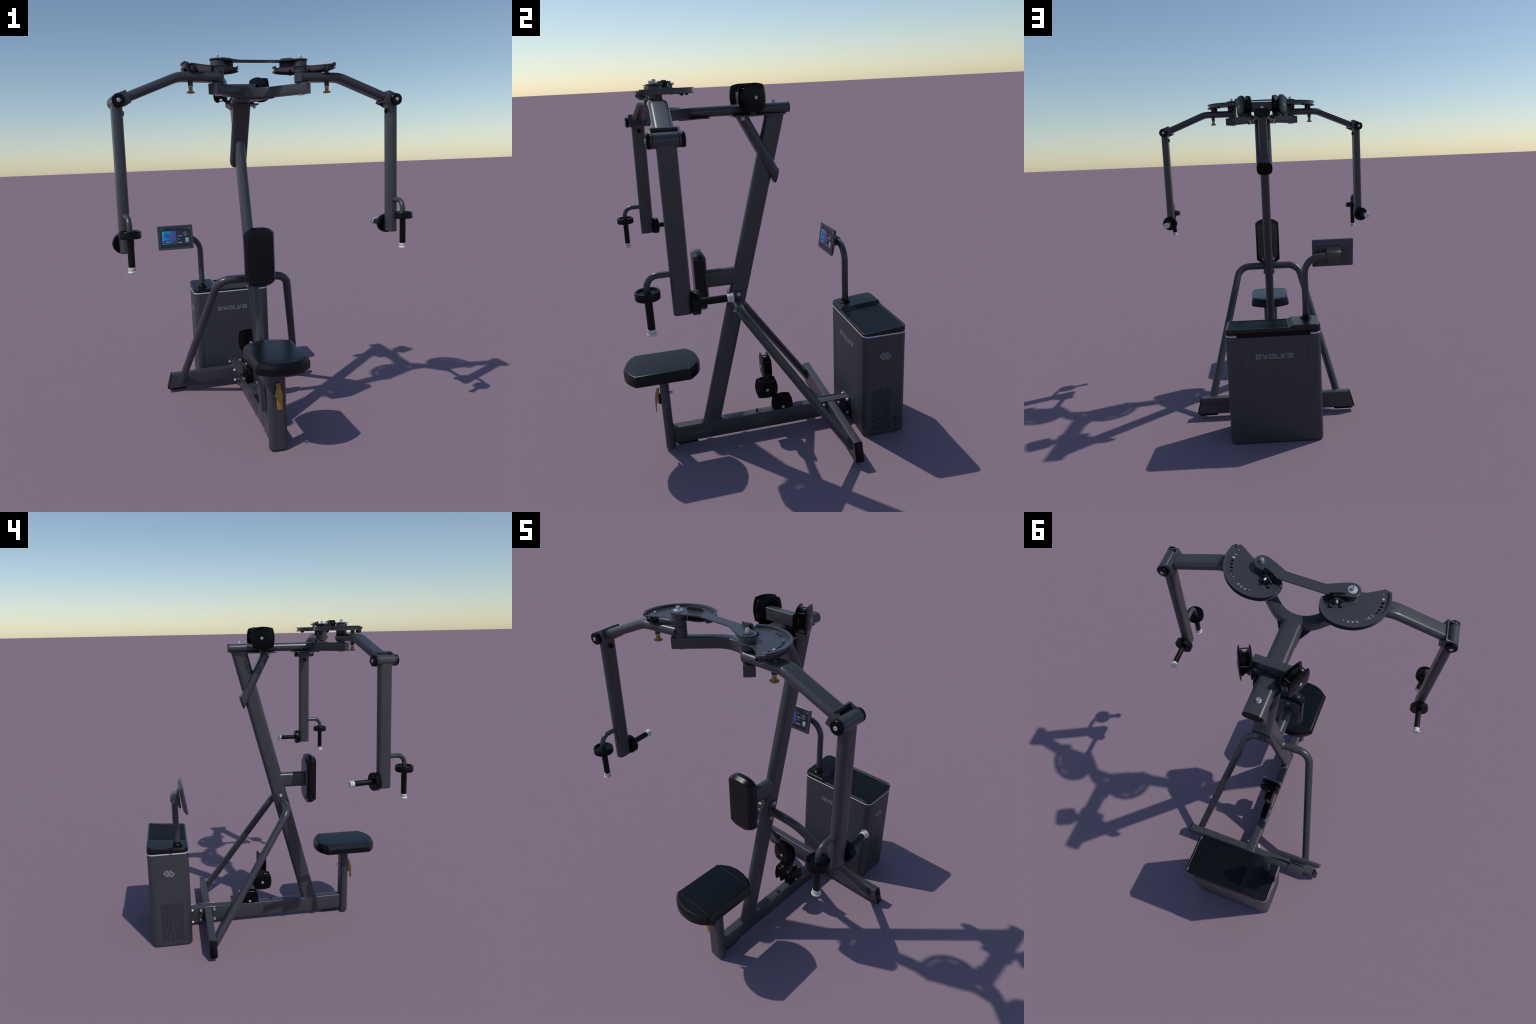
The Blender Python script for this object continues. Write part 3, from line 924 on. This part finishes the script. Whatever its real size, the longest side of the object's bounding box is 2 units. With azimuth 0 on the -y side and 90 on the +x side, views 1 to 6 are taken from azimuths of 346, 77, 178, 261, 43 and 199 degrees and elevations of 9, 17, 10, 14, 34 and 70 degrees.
# mains inlet and switch on the +x end
rod("power_socket", (CX + BX - 0.002, 0.704, 0.050), (CX + BX + 0.004, 0.704, 0.050), 0.010, CAP, cabinet)
rod("power_socket_hole", (CX + BX + 0.003, 0.704, 0.050), (CX + BX + 0.0045, 0.704, 0.050), 0.005, SEAM, cabinet)
block("power_switch", (CX + BX - 0.002, 0.692, 0.078), (CX + BX + 0.0015, 0.712, 0.108), CAP, cabinet, r=0.003, axis=0)
block("power_switch_rocker", (CX + BX, 0.696, 0.083), (CX + BX + 0.0025, 0.708, 0.103), SEAM, cabinet, r=0.002, axis=0)

# ------------------------------------------------------------------ display on its post
PX, PY = -0.192, 0.579
lathe("post_flange", [(0.037, 0.652), (0.036, 0.659), (0.029, 0.664), (0.023, 0.670), (0.0205, 0.679), (0.0200, 0.682)], (PX, PY, 0), (0, 0, 1), BLACK, lid, None, 36)
mast = sweep("display_mast", fillet([(PX, PY, 0.655), (PX, PY, 1.011), (-0.335, PY, 1.011)], 0.098, 16), circle(0.0190, 28), PAINT)
rod("mast_screw", (PX, PY - 0.0185, 0.693), (PX, PY - 0.0198, 0.693), 0.003, SEAM, mast, n=12)
rod("mast_screw", (PX - 0.0185, PY, 0.693), (PX - 0.0198, PY, 0.693), 0.003, SEAM, mast, n=12)

TILT = rad(8.8)
# display frame: x to the right of the reader, y up the screen, z towards the reader
DC = V((-0.3600, 0.5252, 1.0205))
DM = Matrix.Translation(DC) @ Matrix.Rotation(rad(1.0), 4, "Z") @ Matrix.Rotation(-TILT, 4, "X") @ Matrix(((1, 0, 0, 0), (0, 0, -1, 0), (0, 1, 0, 0), (0, 0, 0, 1)))
SW, SH = 0.234, 0.160
rings = []
for w, h, r, z in ((SW * 0.72, SH * 0.62, 0.012, -0.0205), (SW * 0.86, SH * 0.80, 0.010, -0.0185), (SW - 0.006, SH - 0.006, 0.006, -0.0085), (SW, SH, 0.006, -0.0055), (SW, SH, 0.006, 0.0035), (SW - 0.003, SH - 0.003, 0.005, 0.005)):
    rings.append([(x, y, z) for x, y in rounded_rect(w, h, r, 5)])
screen = loft("display_panel", rings, PAINT, mast, DM)
prof = [(-0.020, 0.050), (-0.012, 0.050), (-0.010, 0.034), (0.004, 0.0285)]
prof += [(0.004 + 0.0262 * math.cos(rad(a)), 0.0285 * math.sin(rad(a))) for a in range(80, -81, -10)]
prof += [(0.004, -0.0285), (-0.012, -0.034), (-0.018, -0.052), (-0.030, -0.052)]
CM = Matrix(((0, 0, 1, 0), (1, 0, 0, 0.574), (0, 1, 0, 1.011), (0, 0, 0, 1)))
prism("display_clamp", [prof], -0.400, -0.319, PAINT, mast, CM, 0.0015)
rod("clamp_screw", (-0.360, 0.560, 1.053), (-0.360, 0.564, 1.053), 0.0035, SEAM, mast, n=12)

DW, DH = 0.202, 0.130


def on_screen(name, u0, v0, u1, v1, z, mat, r=0.002):
    """rounded patch on the display, u from the left and v from the top in 0..1"""
    x0, x1 = (u0 - 0.5) * DW, (u1 - 0.5) * DW
    y0, y1 = (0.5 - v1) * DH, (0.5 - v0) * DH
    pts = [(x + (x0 + x1) / 2, y + (y0 + y1) / 2) for x, y in rounded_rect(x1 - x0, y1 - y0, r, 4)]
    return prism(name, [pts], z, z + 0.0005, mat, screen, DM)


Z0 = 0.0047
glass = on_screen("display_glass", 0.0, 0.0, 1.0, 1.0, Z0, GLASS, 0.001)
on_screen("display_card", 0.055, 0.16, 0.525, 0.835, Z0 + 0.0004, CARD, 0.005)
for u0, v0, u1, v1 in ((0.555, 0.16, 0.97, 0.48), (0.555, 0.515, 0.755, 0.83), (0.785, 0.515, 0.97, 0.83)):
    on_screen("display_tile", u0, v0, u1, v1, Z0 + 0.0004, TILE, 0.003)
marks = []
Z1 = Z0 + 0.0008
# header: badge, name, clock, four status marks
for u0, v0, u1, v1, m in ((0.03, 0.045, 0.055, 0.095, PALE), (0.075, 0.055, 0.14, 0.08, GREY), (0.49, 0.045, 0.525, 0.075, GREY),
                          (0.80, 0.035, 0.83, 0.085, GREY), (0.85, 0.050, 0.885, 0.075, GREY), (0.90, 0.050, 0.935, 0.075, GREY), (0.95, 0.03, 0.98, 0.08, PALE),
                          # tiles: coloured dots and captions
                          (0.575, 0.20, 0.607, 0.26, CYAN), (0.568, 0.415, 0.715, 0.45, PALE), (0.575, 0.545, 0.61, 0.61, CYAN), (0.62, 0.545, 0.70, 0.59, INK),
                          (0.57, 0.755, 0.72, 0.79, PALE), (0.575, 0.80, 0.70, 0.815, GREY), (0.795, 0.755, 0.955, 0.785, PALE), (0.90, 0.37, 0.935, 0.42, GREY),
                          # plain square and body figure stand-ins
                          (0.815, 0.535, 0.935, 0.73, CYAN), (0.825, 0.55, 0.925, 0.715, PALE),
                          (0.79, 0.20, 0.84, 0.27, GREY), (0.74, 0.25, 0.89, 0.33, GREY), (0.77, 0.33, 0.86, 0.46, GREY)):
    k = 0.0002 if (u0, v0) == (0.825, 0.55) else 0.0
    marks.append(on_screen("mark", u0, v0, u1, v1, Z1 + k, m, 0.001))
# headline lines, button bar and ribbons on the card
Z2 = Z0 + 0.0009
for u0, v0, u1, v1, m in ((0.135, 0.27, 0.235, 0.315, INK), (0.14, 0.355, 0.335, 0.40, INK), (0.14, 0.43, 0.30, 0.445, INK), (0.14, 0.47, 0.27, 0.485, INK),
                          (0.09, 0.64, 0.49, 0.80, INK)):
    marks.append(on_screen("mark", u0, v0, u1, v1, Z2, m, 0.0015))
marks.append(on_screen("mark", 0.165, 0.70, 0.325, 0.735, Z2 + 0.0003, PALE, 0.001))
marks.append(on_screen("mark", 0.365, 0.665, 0.40, 0.71, Z2 + 0.0003, PALE, 0.001))
for pts, w, m in (([(0.36, 0.36), (0.385, 0.46), (0.385, 0.56), (0.40, 0.68), (0.45, 0.78), (0.47, 0.825)], 0.005, MAGENTA),
                  ([(0.43, 0.28), (0.475, 0.33), (0.515, 0.40)], 0.0045, CRIMSON), ([(0.31, 0.17), (0.335, 0.24), (0.345, 0.30)], 0.0035, MAGENTA)):
    q = [((u - 0.5) * DW, (0.5 - v) * DH) for u, v in pts]
    marks.append(prism("mark", [stroke(q, w)], Z2 + 0.0001, Z2 + 0.0005, m, screen, DM))
merge("display_marks", marks, screen, "stuff")
